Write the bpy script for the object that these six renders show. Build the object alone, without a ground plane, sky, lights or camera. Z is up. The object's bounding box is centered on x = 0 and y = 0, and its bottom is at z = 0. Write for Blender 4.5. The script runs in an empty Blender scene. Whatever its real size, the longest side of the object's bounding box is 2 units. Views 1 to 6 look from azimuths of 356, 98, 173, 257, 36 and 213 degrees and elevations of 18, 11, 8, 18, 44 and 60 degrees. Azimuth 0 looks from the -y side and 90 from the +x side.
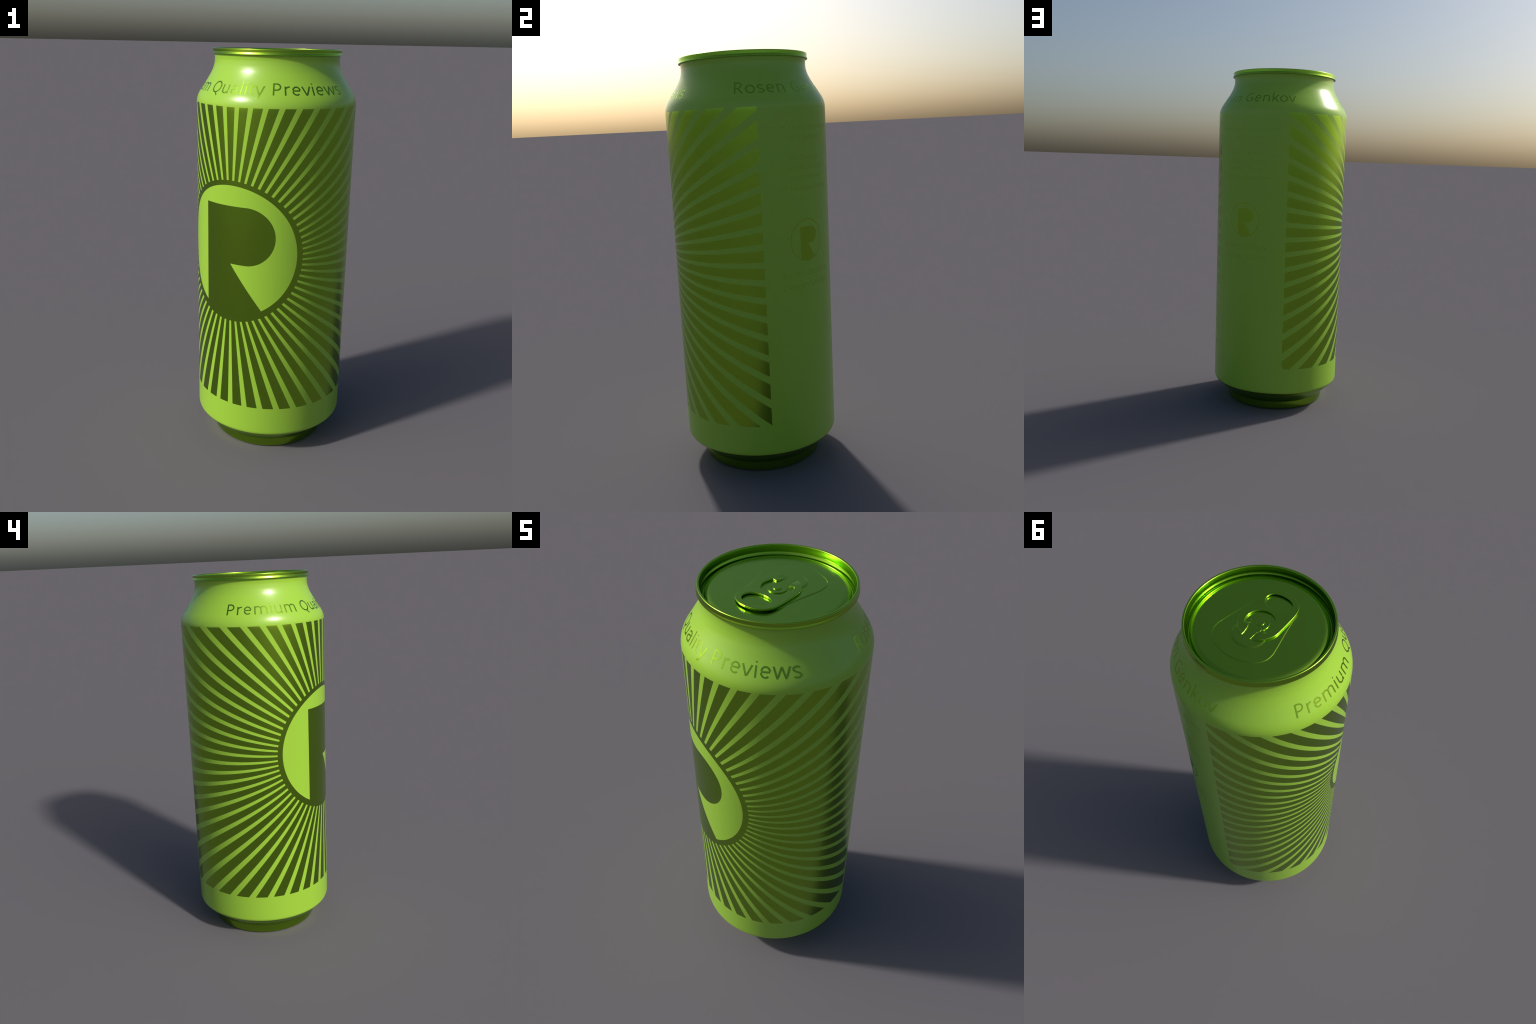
"""Tall slim beverage can: painted green body with a bare-metal sunburst print,
crimped rim, recessed lid with pull tab, stepped base and bare-metal lettering."""
import bpy, bmesh, math
import numpy as np
from mathutils import Vector

SEG = 384                      # segments around the can
BODY_R = 0.3858
COL = bpy.context.scene.collection

# --------------------------------------------------------------------------
# profiles (radius, height)
# --------------------------------------------------------------------------
NECK = [(0.3858, 1.7400), (0.3855, 1.7535), (0.3842, 1.7655), (0.3809, 1.7780), (0.3760, 1.7900),
        (0.3684, 1.8040), (0.3583, 1.8195), (0.3448, 1.8400), (0.3310, 1.8610), (0.3198, 1.8800),
        (0.3100, 1.8990), (0.3046, 1.9130), (0.3002, 1.9290), (0.2980, 1.9470), (0.2983, 1.9590),
        (0.2996, 1.9740)]


def spline(points, per):
    """Catmull-Rom through (r, z) control points."""
    p = np.array(points, float)
    p = np.vstack([2 * p[0] - p[1], p, 2 * p[-1] - p[-2]])
    out = []
    for i in range(1, len(p) - 2):
        for t in np.arange(per) / per:
            a, b, c, d = p[i - 1:i + 3]
            out.append(0.5 * (2 * b + (c - a) * t + (2 * a - 5 * b + 4 * c - d) * t ** 2 + (3 * b - a - 3 * c + d) * t ** 3))
    out.append(p[-2])
    return [tuple(v) for v in out]


def arc(cx, cy, r, a0, a1, n):
    return [(cx + r * math.cos(math.radians(a0 + (a1 - a0) * i / n)), cy + r * math.sin(math.radians(a0 + (a1 - a0) * i / n))) for i in range(n + 1)]


PAINT_END = -25                # the paint stops on the lower rounding, at this angle below the horizontal
BODY_PROFILE = (arc(0.3558, 0.1424, 0.0300, PAINT_END, 0, 12)
                + [(BODY_R, z) for z in np.linspace(0.16, 1.73, 60)] + spline(NECK, 5))
NECK_Z = np.array([p[1] for p in BODY_PROFILE])
NECK_R = np.array([p[0] for p in BODY_PROFILE])


def wall_radius(z):
    return float(np.interp(z, NECK_Z, NECK_R))


# --------------------------------------------------------------------------
# mesh helpers
# --------------------------------------------------------------------------
def add_object(name, mesh, parent=None, material=None):
    ob = bpy.data.objects.new(name, mesh)
    COL.objects.link(ob)
    if parent:
        ob.parent = parent
    if material:
        mesh.materials.append(material)
    return ob


def finish(mesh, angle=35):
    mesh.shade_smooth()
    mesh.set_sharp_from_angle(angle=math.radians(angle))


def lathe(name, profile, parent, material, close_start=False, close_end=False, seg=SEG, centre=(0, 0), angle=35, flip=False):
    """Turn an (r, z) profile round the vertical axis."""
    th = np.arange(seg) * 2 * math.pi / seg
    verts, faces = [], []
    for r, z in profile:
        verts += [(centre[0] + r * math.sin(t), centre[1] - r * math.cos(t), z) for t in th]
    for i in range(len(profile) - 1):
        for j in range(seg):
            k = (j + 1) % seg
            faces.append((i * seg + j, i * seg + k, (i + 1) * seg + k, (i + 1) * seg + j))
    for row, close in ((0, close_start), (len(profile) - 1, close_end)):
        if close:
            c = len(verts)
            verts.append((centre[0], centre[1], profile[row][1]))
            for j in range(seg):
                k = (j + 1) % seg
                faces.append((row * seg + k, row * seg + j, c) if row == 0 else (row * seg + j, row * seg + k, c))
    if flip:
        faces = [f[::-1] for f in faces]
    me = bpy.data.meshes.new(name)
    me.from_pydata(verts, [], faces)
    finish(me, angle)
    return add_object(name, me, parent, material)


def sstep(a, b, x):
    t = np.clip((x - a) / (b - a), 0, 1)
    return t * t * (3 - 2 * t)


# --------------------------------------------------------------------------
# node helpers
# --------------------------------------------------------------------------
class Graph:
    def __init__(self, tree):
        self.t = tree

    def new(self, kind):
        return self.t.nodes.new(kind)

    def put(self, socket, value):
        if isinstance(value, (int, float)):
            socket.default_value = value
        else:
            self.t.links.new(value, socket)

    def m(self, op, a, b=None, c=None):
        n = self.new("ShaderNodeMath")
        n.operation = op
        for s, v in zip(n.inputs, (a, b, c)):
            if v is not None:
                self.put(s, v)
        return n.outputs[0]

    def add(self, a, b): return self.m("ADD", a, b)
    def sub(self, a, b): return self.m("SUBTRACT", a, b)
    def mul(self, a, b): return self.m("MULTIPLY", a, b)
    def lt(self, a, b): return self.m("LESS_THAN", a, b)
    def gt(self, a, b): return self.m("GREATER_THAN", a, b)
    def both(self, a, b): return self.m("MULTIPLY", a, b)
    def either(self, a, b): return self.m("MAXIMUM", a, b)
    def inv(self, a): return self.m("SUBTRACT", 1.0, a)
    def length(self, a, b): return self.m("SQRT", self.add(self.mul(a, a), self.mul(b, b)))

    def sines(self, x, coeffs):
        """sum of c * sin(k x)"""
        total = None
        for k, c in coeffs.items():
            term = self.mul(self.m("SINE", self.mul(x, float(k))), c)
            total = term if total is None else self.add(total, term)
        return total


GREEN = (0.285, 0.515, 0.043, 1.0)
PAINT_ROUGH, METAL_ROUGH = 0.28, 0.26


def base_material(name, metallic=1.0, rough=METAL_ROUGH):
    mat = bpy.data.materials.new(name)
    mat.use_nodes = True
    bsdf = mat.node_tree.nodes["Principled BSDF"]
    bsdf.inputs["Base Color"].default_value = GREEN
    bsdf.inputs["Metallic"].default_value = metallic
    bsdf.inputs["Roughness"].default_value = rough
    return mat, bsdf


LABEL_AZ, LABEL_Z, LABEL_K = math.radians(-35.75), 1.0792, 0.3776
RING_R, DISC_R, DISC_Z = 0.3467, 0.3190, 1.0835
RAYS = 69


def letter_r(g, x, y):
    """Mask of the big letter: x, y measured from the disc centre (disc radius DISC_R)."""
    stem = g.both(g.gt(x, -0.1526), g.lt(y, 0.2227))
    in_bowl = g.either(g.lt(x, 0.077), g.lt(g.length(g.sub(x, 0.077), g.sub(y, 0.0825)), 0.1403))
    upper = g.both(g.gt(y, -0.0578), in_bowl)
    leg = g.lt(x, g.add(g.mul(g.add(y, 0.0578), -0.722), -0.0005))
    lower = g.both(g.lt(y, -0.0578), leg)
    return g.both(stem, g.either(upper, lower))


def printed_material():
    """Green paint whose print is left out, so that the tinted metal shows through."""
    mat, bsdf = base_material("painted_metal", 0.0, PAINT_ROUGH)
    g = Graph(mat.node_tree)
    coord = g.new("ShaderNodeTexCoord")
    xyz = g.new("ShaderNodeSeparateXYZ")
    g.t.links.new(coord.outputs["Object"], xyz.inputs[0])
    px, py, pz = xyz.outputs
    az = g.m("ARCTAN2", px, g.mul(py, -1.0))
    # front label coordinates
    x = g.mul(g.m("WRAP", g.sub(az, LABEL_AZ), math.pi, -math.pi), LABEL_K)
    y = g.sub(pz, LABEL_Z)
    r = g.length(x, y)
    # panel: a rectangle with its lower left corner rounded
    corner, px0, py0 = 0.026, g.add(x, 0.0120), g.add(y, 0.06345)
    box = g.both(g.lt(g.m("ABSOLUTE", px0), 0.9482), g.lt(g.m("ABSOLUTE", py0), 0.73825))
    qx = g.m("MAXIMUM", g.sub(g.mul(px0, -1.0), 0.9482 - corner), 0.0)
    qy = g.m("MAXIMUM", g.sub(g.mul(py0, -1.0), 0.73825 - corner), 0.0)
    panel = g.both(box, g.lt(g.length(qx, qy), corner))
    # rays: straight lines that miss the centre by a small, angle-dependent distance
    phi = g.add(g.m("ARCTAN2", x, y), math.radians(0.33))
    miss = {1: 0.01065, 3: 0.00091, 4: -0.02098, 6: 0.0011}
    skew = {1: 0.00461, 2: -0.02621, 3: 0.00341, 4: -0.02777, 6: 0.00277}
    psi = phi
    for _ in range(2):
        psi = g.sub(phi, g.m("ARCSINE", g.m("DIVIDE", g.sines(psi, miss), g.m("MAXIMUM", r, 0.2))))
    phase = g.mul(g.add(psi, g.sines(psi, skew)), RAYS / (2 * math.pi))
    dist = g.m("ABSOLUTE", g.sub(g.m("FRACT", g.add(phase, 100.0)), 0.5))
    ray = g.both(g.lt(dist, 0.177), g.gt(r, RING_R))
    yd = g.sub(pz, DISC_Z)
    disc = g.lt(g.length(x, yd), DISC_R)
    light_disc = g.both(disc, g.inv(letter_r(g, x, yd)))
    front = g.both(panel, g.inv(g.either(ray, light_disc)))
    # small emblem on the plain strip
    s = 0.2843
    x2 = g.mul(g.m("WRAP", g.sub(az, math.radians(140.55)), math.pi, -math.pi), LABEL_K / s)
    y2 = g.mul(g.sub(pz, 1.147), 1 / s)
    r2 = g.length(x2, y2)
    outline = g.both(g.lt(r2, 0.3465), g.gt(r2, 0.3290))
    small = g.either(outline, g.both(g.lt(r2, 0.3400), letter_r(g, x2, y2)))
    mask = g.either(front, small)
    g.put(bsdf.inputs["Metallic"], mask)
    g.put(bsdf.inputs["Roughness"], g.add(g.mul(mask, METAL_ROUGH - PAINT_ROUGH), PAINT_ROUGH))
    return mat


paint = printed_material()
metal, _ = base_material("tinted_metal")
lid_metal, _ = base_material("tinted_lid_metal", rough=0.20)
rim_metal, _ = base_material("tinted_rim_metal", rough=0.24)
print_metal, _ = base_material("bare_metal_print")
small_print, _ = base_material("faint_metal_print", metallic=0.42)

# --------------------------------------------------------------------------
# the can
# --------------------------------------------------------------------------
can = bpy.data.objects.new("beverage_can", None)
COL.objects.link(can)
can["label"] = "tall green beverage can with sunburst print and pull tab"
can["category"] = "drink can"

body = lathe("body", BODY_PROFILE, can, paint)

BASE_PROFILE = ([(0.0, 0.075), (0.06, 0.0735), (0.12, 0.068), (0.18, 0.0575), (0.22, 0.046), (0.250, 0.032), (0.264, 0.018), (0.270, 0.006)]
                + arc(0.2780, 0.008, 0.0080, 180, 270, 6)[1:] + [(0.2840, 0.0004)] + arc(0.2850, 0.012, 0.0118, -80, 0, 8)
                + [(0.2978, 0.026), (0.2990, 0.042)] + arc(0.3070, 0.0465, 0.0078, 180, 132, 5)
                + [(0.3128, 0.0615), (0.3268, 0.0755), (0.3408, 0.0890), (0.3500, 0.0982), (0.3545, 0.1033), (0.3572, 0.1076), (0.3602, 0.1118)]
                + arc(0.3558, 0.1424, 0.0300, -78, PAINT_END, 14))
base = lathe("base", BASE_PROFILE[1:], can, metal, close_start=True)

RIM_OUT = ([(0.2975, 1.9732), (0.3040, 1.9728), (0.3068, 1.9730)] + arc(0.3074, 1.9750, 0.0018, -75, 22, 6)
           + [(0.3088, 1.9766), (0.3080, 1.9792), (0.3071, 1.9815), (0.3065, 1.9832), (0.3062, 1.9846), (0.3062, 1.9860), (0.3064, 1.9950)]
           + arc(0.3024, 1.9960, 0.0040, 0, 90, 8)[1:] + arc(0.2997, 1.9960, 0.0040, 90, 180, 8))
RIM_IN = spline([(0.2957, 1.9930), (0.2957, 1.9880), (0.2958, 1.9800), (0.2958, 1.9720), (0.2954, 1.9685), (0.2942, 1.9650), (0.2927, 1.9620),
                 (0.2914, 1.9590), (0.2906, 1.9545), (0.2901, 1.9490), (0.2892, 1.9445), (0.2874, 1.9415), (0.2845, 1.9405)], 6)
RIM_PROFILE = RIM_OUT + RIM_IN
rim = lathe("rim", RIM_PROFILE, can, rim_metal)

# --- lid: groove, panel edge and panel with a raised keyhole field ----------
LID_Z = 1.9672
TAB_C = np.array([0.005, -0.0095])
TAB_A = np.array([0.0707, 0.9975])      # along the tab, towards its nose
TAB_U = np.array([0.9975, -0.0707])     # across the tab
FIELD = [(-0.176, 0.000), (-0.173, 0.030), (-0.162, 0.058), (-0.146, 0.076), (-0.125, 0.087), (-0.090, 0.096), (-0.030, 0.108), (0.035, 0.123), (0.075, 0.132), (0.100, 0.136),
         (0.130, 0.133), (0.155, 0.120), (0.178, 0.095), (0.194, 0.058), (0.202, 0.020), (0.203, 0.000)]


def closed_outline(half, per=6):
    """Mirror (w, half width) control points into a closed (u, w) loop."""
    right = spline([(h, w) for w, h in half], per)
    return np.array(right + [(-u, w) for u, w in right[-2:0:-1]])


def signed_distance(px, py, loop):
    """Distance to a closed polygon, negative inside."""
    a, b = loop, np.roll(loop, -1, 0)
    best = np.full(px.shape, 9.0)
    inside = np.zeros(px.shape, bool)
    for (ax, ay), (bx, by) in zip(a, b):
        ex, ey = bx - ax, by - ay
        t = np.clip(((px - ax) * ex + (py - ay) * ey) / (ex * ex + ey * ey + 1e-12), 0, 1)
        best = np.minimum(best, np.hypot(px - ax - t * ex, py - ay - t * ey))
        if abs(ey) > 1e-12:
            inside ^= ((ay > py) != (by > py)) & (px < ex * (py - ay) / ey + ax)
    return np.where(inside, -best, best)


def lid_height(x, y):
    dx, dy = x - TAB_C[0], y - TAB_C[1]
    u, w = dx * TAB_U[0] + dy * TAB_U[1], dx * TAB_A[0] + dy * TAB_A[1]
    field = signed_distance(u, w, closed_outline(FIELD, 4))
    z = LID_Z + 0.0019 * (1 - sstep(-0.0024, 0.0024, field))
    hump = np.sqrt((u / 0.072) ** 2 + ((w - 0.075) / 0.062) ** 2)
    z = z + 0.0024 * (1 - sstep(0.90, 1.06, hump))
    return z


def build_lid():
    radii = list(np.linspace(0.0, 0.2540, 190)[1:])
    seg = 3 * SEG
    verts, faces = [], []
    th = np.arange(seg) * 2 * math.pi / seg
    rows = []
    for r in radii:
        x, y = r * np.sin(th), -r * np.cos(th)
        rows.append((x, y, lid_height(x, y)))
    edge = [(0.2540 + 0.0212 * t, LID_Z - 0.0054 * t ** 1.9) for t in np.linspace(0.08, 1, 14)]
    edge += [(0.2762, LID_Z - 0.0068), (0.2767, LID_Z - 0.0095), (0.2772, LID_Z - 0.0150), (0.2778, LID_Z - 0.0210), (0.2790, LID_Z - 0.0245), (0.2812, LID_Z - 0.0262), (0.2845, LID_Z - 0.0267)]
    for r, z in edge:
        rows.append((r * np.sin(th), -r * np.cos(th), np.full(seg, z)))
    for x, y, z in rows:
        verts += list(zip(x.tolist(), y.tolist(), z.tolist()))
    for i in range(len(rows) - 1):
        for j in range(seg):
            k = (j + 1) % seg
            faces.append((i * seg + k, i * seg + j, (i + 1) * seg + j, (i + 1) * seg + k))
    c = len(verts)
    verts.append((0, 0, float(lid_height(np.zeros(1), np.zeros(1))[0])))
    faces += [(j, (j + 1) % seg, c) for j in range(seg)]
    me = bpy.data.meshes.new("lid")
    me.from_pydata(verts, [], faces)
    bm = bmesh.new()
    bm.from_mesh(me)
    bmesh.ops.recalc_face_normals(bm, faces=bm.faces)
    if sum(f.normal.z for f in bm.faces) < 0:
        bmesh.ops.reverse_faces(bm, faces=bm.faces)
    bm.to_mesh(me)
    bm.free()
    finish(me, 60)
    return add_object("lid", me, can, lid_metal)


lid = build_lid()

# --- pull tab ---------------------------------------------------------------
TAB_TOP, TAB_BOTTOM = 1.9775, 1.9690


def plate(name, loops, z0, z1, bevel, voxel, parent, shape=None, smooth=3):
    """Flat plate from closed (u, w) loops (first outline, then holes) with rounded edges."""
    cu = bpy.data.curves.new(name, "CURVE")
    cu.dimensions = "2D"
    cu.fill_mode = "BOTH"
    cu.extrude = (z1 - z0) / 2 - bevel
    cu.bevel_depth = bevel
    cu.bevel_resolution = 3
    cu.offset = -bevel
    for loop in loops:
        sp = cu.splines.new("POLY")
        sp.points.add(len(loop) - 1)
        for p, (u, w) in zip(sp.points, loop):
            p.co = (u, w, 0, 1)
        sp.use_cyclic_u = True
    tmp = bpy.data.objects.new(name, cu)
    COL.objects.link(tmp)
    dg = bpy.context.evaluated_depsgraph_get()
    raw = bpy.data.meshes.new_from_object(tmp.evaluated_get(dg))
    bpy.data.objects.remove(tmp)
    bm = bmesh.new()
    bm.from_mesh(raw)
    bmesh.ops.remove_doubles(bm, verts=bm.verts, dist=1e-5)
    bm.to_mesh(raw)
    bm.free()
    if voxel:
        tmp = bpy.data.objects.new(name, raw)
        COL.objects.link(tmp)
        mod = tmp.modifiers.new("voxel", "REMESH")
        mod.mode, mod.voxel_size = "VOXEL", voxel
        sm = tmp.modifiers.new("smooth", "SMOOTH")
        sm.iterations, sm.factor = smooth, 0.5
        dg = bpy.context.evaluated_depsgraph_get()
        raw = bpy.data.meshes.new_from_object(tmp.evaluated_get(dg))
        bpy.data.objects.remove(tmp)
    co = np.empty(len(raw.vertices) * 3)
    raw.vertices.foreach_get("co", co)
    co = co.reshape(-1, 3)
    u, w, z = co[:, 0].copy(), co[:, 1].copy(), co[:, 2] + (z0 + z1) / 2
    if shape:
        z = shape(u, w, z)
    co[:, 0] = TAB_C[0] + u * TAB_U[0] + w * TAB_A[0]
    co[:, 1] = TAB_C[1] + u * TAB_U[1] + w * TAB_A[1]
    co[:, 2] = z
    raw.vertices.foreach_set("co", co.ravel())
    raw.update()
    raw.materials.clear()
    raw.name = name
    finish(raw, 60)
    return add_object(name, raw, parent, lid_metal)


# outline half widths along the tab (finger end to nose)
TAB_HALF = [(-0.1875, 0.000), (-0.1845, 0.028), (-0.1760, 0.051), (-0.1600, 0.0735), (-0.1420, 0.0850), (-0.1200, 0.0910), (-0.0900, 0.0930), (-0.0300, 0.0930),
            (0.0050, 0.0925), (0.0250, 0.0890), (0.0450, 0.0800), (0.0650, 0.0660), (0.0820, 0.0460), (0.0925, 0.0210)]


def tab_loops():
    right = spline([(h, w) for w, h in TAB_HALF], 5)          # finger end -> nose, right side
    notch = [(0.0205, 0.075), (0.0225, 0.058), (0.0265, 0.043), (0.0320, 0.0330)]
    slot = [(u, w) for u, w in arc(0, 0.0, 0.0625, 36, -90, 26)]
    half = right + notch + [(0.0420, 0.0350)] + slot
    outline = half + [(-u, w) for u, w in half[::-1]][1:]
    outline = outline[:-1]
    hole = closed_outline([(-0.1640, 0.000), (-0.1625, 0.020), (-0.1560, 0.040), (-0.1430, 0.0540), (-0.1240, 0.0600), (-0.1060, 0.0560),
                           (-0.0930, 0.0440), (-0.0840, 0.0240), (-0.0810, 0.000)], 5)
    return [outline, [tuple(p) for p in hole]]


def tab_shape(u, w, z):
    nose = sstep(0.040, 0.094, w) * (1 - sstep(0.015, 0.060, np.abs(u)))
    top = sstep(TAB_BOTTOM + 0.002, TAB_TOP - 0.001, z)
    lift = 0.0036 * (1 - sstep(-0.175, -0.040, w))
    return z - 0.0045 * nose * top + lift


pull_tab = plate("pull_tab", tab_loops(), TAB_BOTTOM, TAB_TOP, 0.0026, 0.0008, can, tab_shape, smooth=6)

tongue_half = arc(0, 0, 0.0385, -90, 46, 24) + [(0.0275, 0.036), (0.0232, 0.046), (0.0205, 0.060), (0.0195, 0.0915)]
tongue_loop = tongue_half + [(-u, w) for u, w in tongue_half[::-1]][:-1]
tongue = plate("tongue", [tongue_loop], 1.9660, 1.9728, 0.0012, 0.0008, pull_tab, smooth=2)

RIVET = [(0.0172, 1.9715), (0.0170, 1.9740)] + arc(0.0152, 1.9740, 0.0018, 0, 90, 6) + [(0.0140, 1.9758), (0.0100, 1.9758)]
rivet = lathe("rivet", RIVET, pull_tab, lid_metal, close_end=True, seg=64, centre=(float(TAB_C[0]), float(TAB_C[1])))

# --------------------------------------------------------------------------
# lettering: a humanist sans drawn as strokes; units: 1462 = capital height
# --------------------------------------------------------------------------
CAP, XH, ASC, DSC = 1462, 1096, 1556, -492


def line(*pts):
    return [(float(a), float(b)) for a, b in pts]


def ell(cx, cy, rx, ry, a0, a1, n=22):
    return [(cx + rx * math.cos(math.radians(a0 + (a1 - a0) * i / n)), cy + ry * math.sin(math.radians(a0 + (a1 - a0) * i / n))) for i in range(n + 1)]


def arch(x0, x1, h):
    """Shoulder from a stem at x0 over to a foot at x1."""
    r = (x1 - x0) / 2
    return line((x0, 620)) + ell(x0 + r, h - 380, r, 380 - 75, 170, 0) + line((x1, 0))


H = XH / 2
DOT = [line((259, 1340), (259, 1470))]
GLYPHS = {          # advance, strokes
    " ": (532, []),
    "P": (1233, [line((294, 0), (294, CAP)), line((294, 1385), (560, 1385)) + ell(600, 1015, 395, 370, 85, -85) + line((560, 645), (294, 645))]),
    "R": (1266, [line((294, 0), (294, CAP)), line((294, 1385), (560, 1385)) + ell(600, 1030, 360, 355, 85, -85) + line((560, 675), (294, 675)), line((600, 690), (1130, -80))]),
    "D": (1493, [line((294, 0), (294, CAP)), line((294, 1385), (520, 1385)) + ell(560, 731, 710, 654, 90, -90) + line((520, 77), (294, 77))]),
    "B": (1327, [line((294, 0), (294, CAP)), line((294, 1385), (620, 1385)) + ell(660, 1080, 330, 305, 85, -85) + line((620, 775), (294, 775)),
                 line((660, 775)) + ell(690, 426, 415, 349, 85, -85) + line((294, 77))]),
    "G": (1491, [ell(810, 731, 600, 660, 62, 290) + line((1220, 140), (1220, 690), (850, 690))]),
    "S": (1124, [ell(590, 1080, 390, 310, 40, 180, 12) + line((260, 900), (480, 760), (760, 640)) + ell(590, 390, 380, 315, 35, -145, 16)]),
    "Q": (1595, [ell(797, 731, 600, 660, 0, 360, 40), line((860, 60), (1190, -330))]),
    "A": (1296, [line((40, -70), (678, CAP + 70)), line((618, CAP + 70), (1256, -70)), line((270, 520), (1026, 520))]),
    "M": (1849, [line((294, 0), (294, CAP)), line((1555, 0), (1555, CAP)), line((264, CAP + 70), (954, -70)), line((894, -70), (1585, CAP + 70))]),
    "3": (1169, [ell(540, 1100, 380, 290, 150, -80, 18) + line((390, 790)), line((390, 770), (540, 770)) + ell(540, 420, 440, 350, 85, -150, 18)]),
    "a": (1139, [ell(560, 740, 330, 280, 150, 0, 14) + line((885, 0)), line((885, 640), (620, 615)) + ell(560, 330, 380, 280, 95, 300, 20) + line((885, 330))]),
    "b": (1255, [line((266, 0), (266, ASC)), ell(655, H, 410, 480, 180, -180, 36)]),
    "c": (975, [ell(600, H, 410, 480, 55, 305, 26)]),
    "d": (1255, [line((989, 0), (989, ASC)), ell(600, H, 410, 480, 0, 360, 36)]),
    "e": (1149, [line((200, 580), (960, 580)) + ell(580, 560, 385, 475, 5, 310, 30)]),
    "f": (694, [line((270, 0), (270, 1220)) + ell(540, 1240, 265, 250, 180, 75, 10), line((50, 1015), (620, 1015))]),
    "g": (1122, [ell(540, 740, 320, 300, 0, 360, 28), line((700, 1015), (1070, 1015)), line((330, 490), (300, 380), (360, 270), (760, 230)) + ell(720, -60, 260, 270, 75, -60, 10)
                 + ell(480, -190, 330, 240, -30, -250, 16)]),
    "h": (1257, [line((266, 0), (266, ASC)), arch(266, 990, XH + 20)]),
    "i": (518, [line((259, 0), (259, XH))] + DOT),
    "k": (1075, [line((266, 0), (266, ASC)), line((1000, XH + 60), (320, 440)), line((440, 640), (1040, -70))]),
    "l": (518, [line((259, 0), (259, ASC))]),
    "m": (1905, [line((266, 0), (266, XH)), arch(266, 955, XH + 20), arch(955, 1640, XH + 20)]),
    "n": (1257, [line((266, 0), (266, XH)), arch(266, 990, XH + 20)]),
    "o": (1237, [ell(618, H, 440, 480, 0, 360, 36)]),
    "p": (1255, [line((266, DSC), (266, XH)), ell(655, H, 410, 480, 180, -180, 36)]),
    "r": (836, [line((266, 0), (266, XH)), line((266, 600)) + ell(640, 560, 374, 475, 165, 75, 12)]),
    "s": (977, [ell(510, 815, 330, 225, 40, 185, 12) + line((235, 680), (430, 580), (640, 490)) + ell(490, 290, 330, 220, 40, -140, 16)]),
    "t": (723, [line((270, 1300), (270, 330)) + ell(530, 330, 260, 275, 180, 285, 12), line((50, 1020), (650, 1020))]),
    "u": (1257, [line((256, XH), (256, 480)) + ell(620, 430, 364, 370, 180, 350, 16), line((991, XH), (991, 0))]),
    "v": (1020, [line((45, XH + 80), (545, -80)), line((475, -80), (975, XH + 80))]),
    "w": (1593, [line((70, XH + 80), (463, -80)), line((397, -80), (829, XH + 80)), line((763, XH + 80), (1196, -80)), line((1130, -80), (1523, XH + 80))]),
    "y": (1022, [line((977, XH + 80), (470, -190)) + ell(255, -130, 230, 285, -30, -110, 10), line((45, XH + 80), (530, -20))]),
    "z": (958, [line((100, 1020), (820, 1020), (110, 77), (870, 77))]),
    "@": (1839, [ell(920, 600, 330, 330, 0, 360, 26), line((1250, 930), (1220, 450)) + ell(1450, 450, 220, 190, 180, 350, 10) + ell(940, 640, 740, 740, -10, 300, 34)]),
    ".": (545, [line((272, 20), (272, 170))]),
    ",": (502, [line((290, 200), (170, -240))]),
}


def resample(path, step):
    p = np.array(path, float)
    out = [p[0]]
    for a, b in zip(p[:-1], p[1:]):
        n = max(1, int(np.ceil(np.linalg.norm(b - a) / step)))
        out += [a + (b - a) * (i + 1) / n for i in range(n)]
    return np.array(out)


def split_corners(path):
    """Cut a stroke where it turns sharply."""
    parts, cur = [], [path[0]]
    for i in range(1, len(path)):
        cur.append(path[i])
        if i + 1 < len(path):
            a = np.subtract(path[i], path[i - 1])
            b = np.subtract(path[i + 1], path[i])
            if np.dot(a, b) < 0.55 * np.linalg.norm(a) * np.linalg.norm(b):
                parts.append(cur)
                cur = [path[i]]
    return parts + [cur]


def trimmed(strokes, weight):
    """Drop the stretches of each stroke that lie inside an earlier one, so that strokes butt instead of overlap."""
    done = []
    for path in strokes:
        p = resample(path, 22)
        keep = np.ones(len(p), bool)
        for q in done:
            d = np.min(np.linalg.norm(p[:, None] - q[None], axis=2), axis=1)
            keep &= d > weight / 2 - 14
        run = []
        pieces = []
        for point, ok in zip(p, keep):
            if ok:
                run.append(point)
            elif run:
                pieces.append(run)
                run = []
        pieces.append(run)
        done += [np.array(r) for r in pieces if len(r) > 2]
    return done


CUT = {"v": (0, XH), "w": (0, XH), "k": (0, ASC), "R": (0, CAP), "A": (0, CAP), "M": (0, CAP), "y": (-480, XH), "z": (0, XH), "e": (-20, 1120)}


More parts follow.
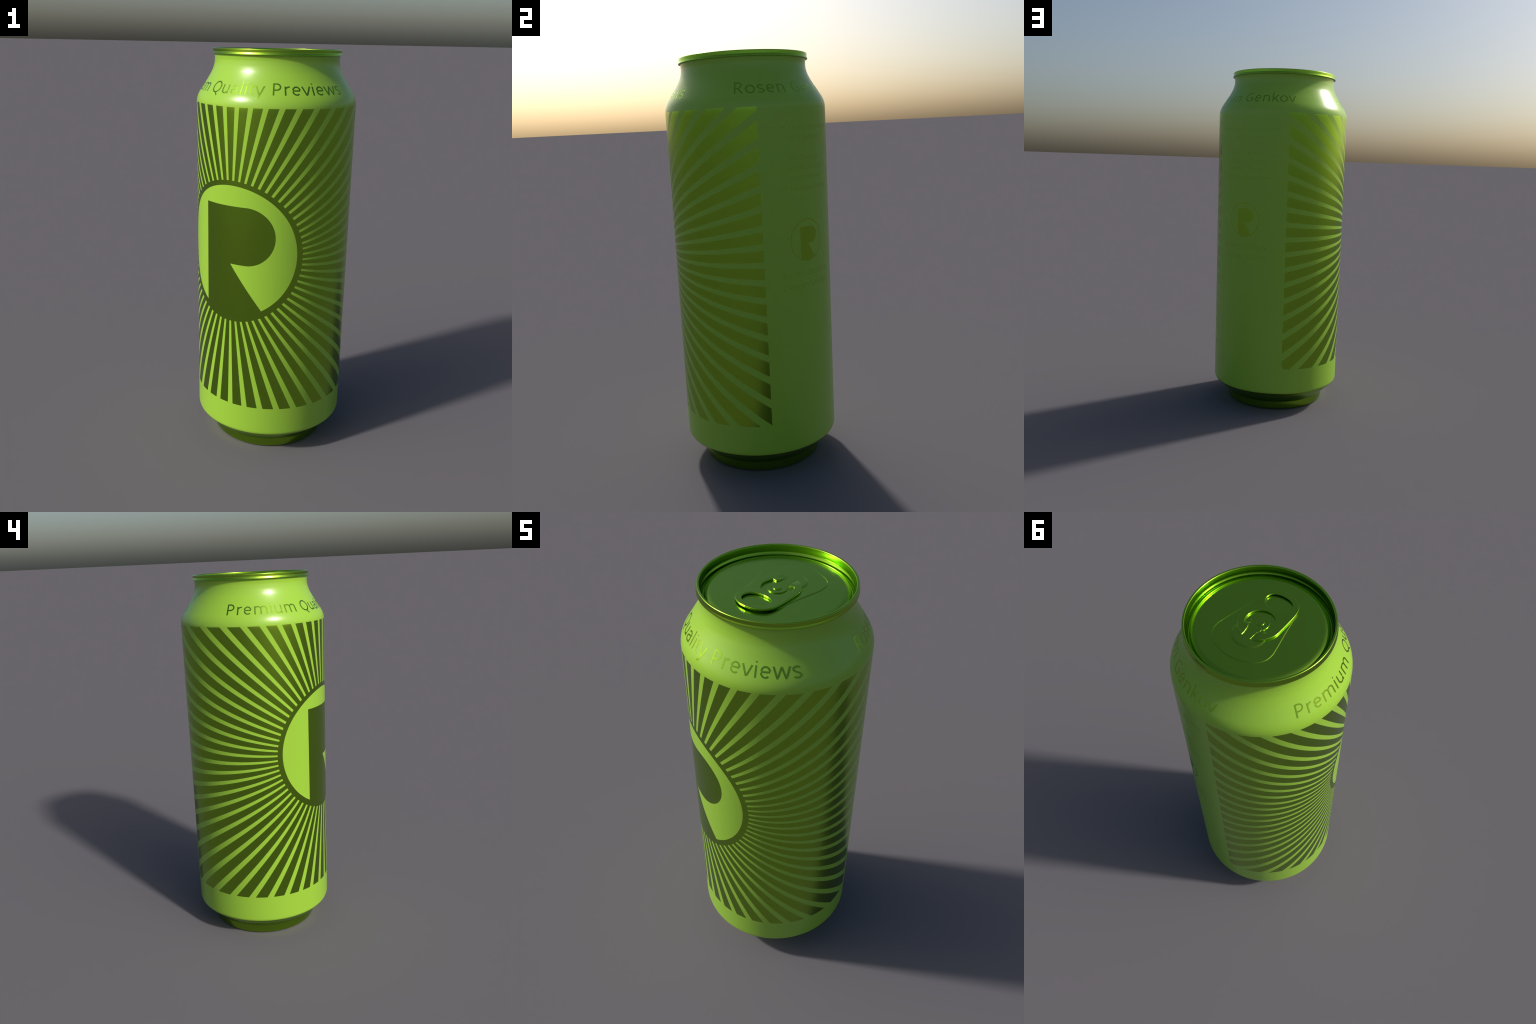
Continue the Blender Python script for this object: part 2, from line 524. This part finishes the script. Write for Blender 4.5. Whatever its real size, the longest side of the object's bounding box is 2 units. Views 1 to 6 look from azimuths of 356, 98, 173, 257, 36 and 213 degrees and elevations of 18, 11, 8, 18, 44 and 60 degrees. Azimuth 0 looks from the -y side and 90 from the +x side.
def lettering(text, az_left, az_right, z_base, cap, weight, material=print_metal):
    """Write text on the can wall between two azimuths (degrees), set a hair proud of the paint."""
    cursor, strokes = 0, []
    for ch in text:
        adv, paths = GLYPHS[ch]
        lo, hi = CUT.get(ch, (-2000, 2000))
        for p in trimmed([part for path in paths for part in split_corners(path)], weight):
            strokes.append((p + (cursor, 0), lo, hi))
        cursor += adv
    left = min(p[:, 0].min() for p, _, _ in strokes) - weight / 2
    right = max(p[:, 0].max() for p, _, _ in strokes) + weight / 2
    verts, faces = [], []
    for i, (p, lo, hi) in enumerate(strokes):
        tan = np.gradient(p, axis=0)
        tan /= np.maximum(np.linalg.norm(tan, axis=1, keepdims=True), 1e-6)
        nor = np.stack([-tan[:, 1], tan[:, 0]], 1)
        start, n = len(verts), len(p)
        for side in (1, -1):
            for x, y in p + nor * side * weight / 2:
                az = math.radians(az_left + (x - left) / (right - left) * (az_right - az_left))
                z = z_base + min(max(y, lo), hi) / CAP * cap
                r = wall_radius(z) + (0.00040 if cap > 0.03 else 0.00022) + 0.00003 * (i % 3)
                verts.append((r * math.sin(az), -r * math.cos(az), z))
        for k in range(n - 1):
            faces.append((start + n + k, start + n + k + 1, start + k + 1, start + k))
    me = bpy.data.meshes.new("lettering")
    me.from_pydata(verts, [], faces)
    me.shade_smooth()
    ob = add_object("lettering", me, body, material)
    ob["kind"] = "stuff"
    return ob


lettering("Premium", 236.4, 294.5, 1.8094, 0.0492, 164)
lettering("Quality", 300.7, 346.9, 1.8088, 0.0492, 164)
lettering("Previews", 352.4, 409.0, 1.8092, 0.0492, 164)
lettering("Rosen", 91.8, 129.2, 1.8120, 0.0495, 158)
lettering("Genkov", 135.5, 184.7, 1.8122, 0.0495, 158)
lettering("rosen.genkov@gmail.com", 113.4, 171.7, 1.6507, 0.0207, 88, small_print)
lettering("Sofia, Bulgaria", 126.4, 158.3, 1.6058, 0.0207, 88, small_print)
lettering("Art Direction", 128.1, 156.3, 1.5155, 0.0207, 88, small_print)
lettering("Graphic Design", 124.8, 159.9, 1.4720, 0.0207, 88, small_print)
lettering("Motion Design", 126.2, 158.3, 1.4280, 0.0207, 88, small_print)
lettering("3d data visualization", 119.2, 165.6, 1.3805, 0.0207, 88, small_print)
lettering("Rosen Genkov", 118.5, 162.9, 0.9802, 0.0290, 105, small_print)
lettering("Design Studio", 119.5, 162.2, 0.9236, 0.0290, 105, small_print)
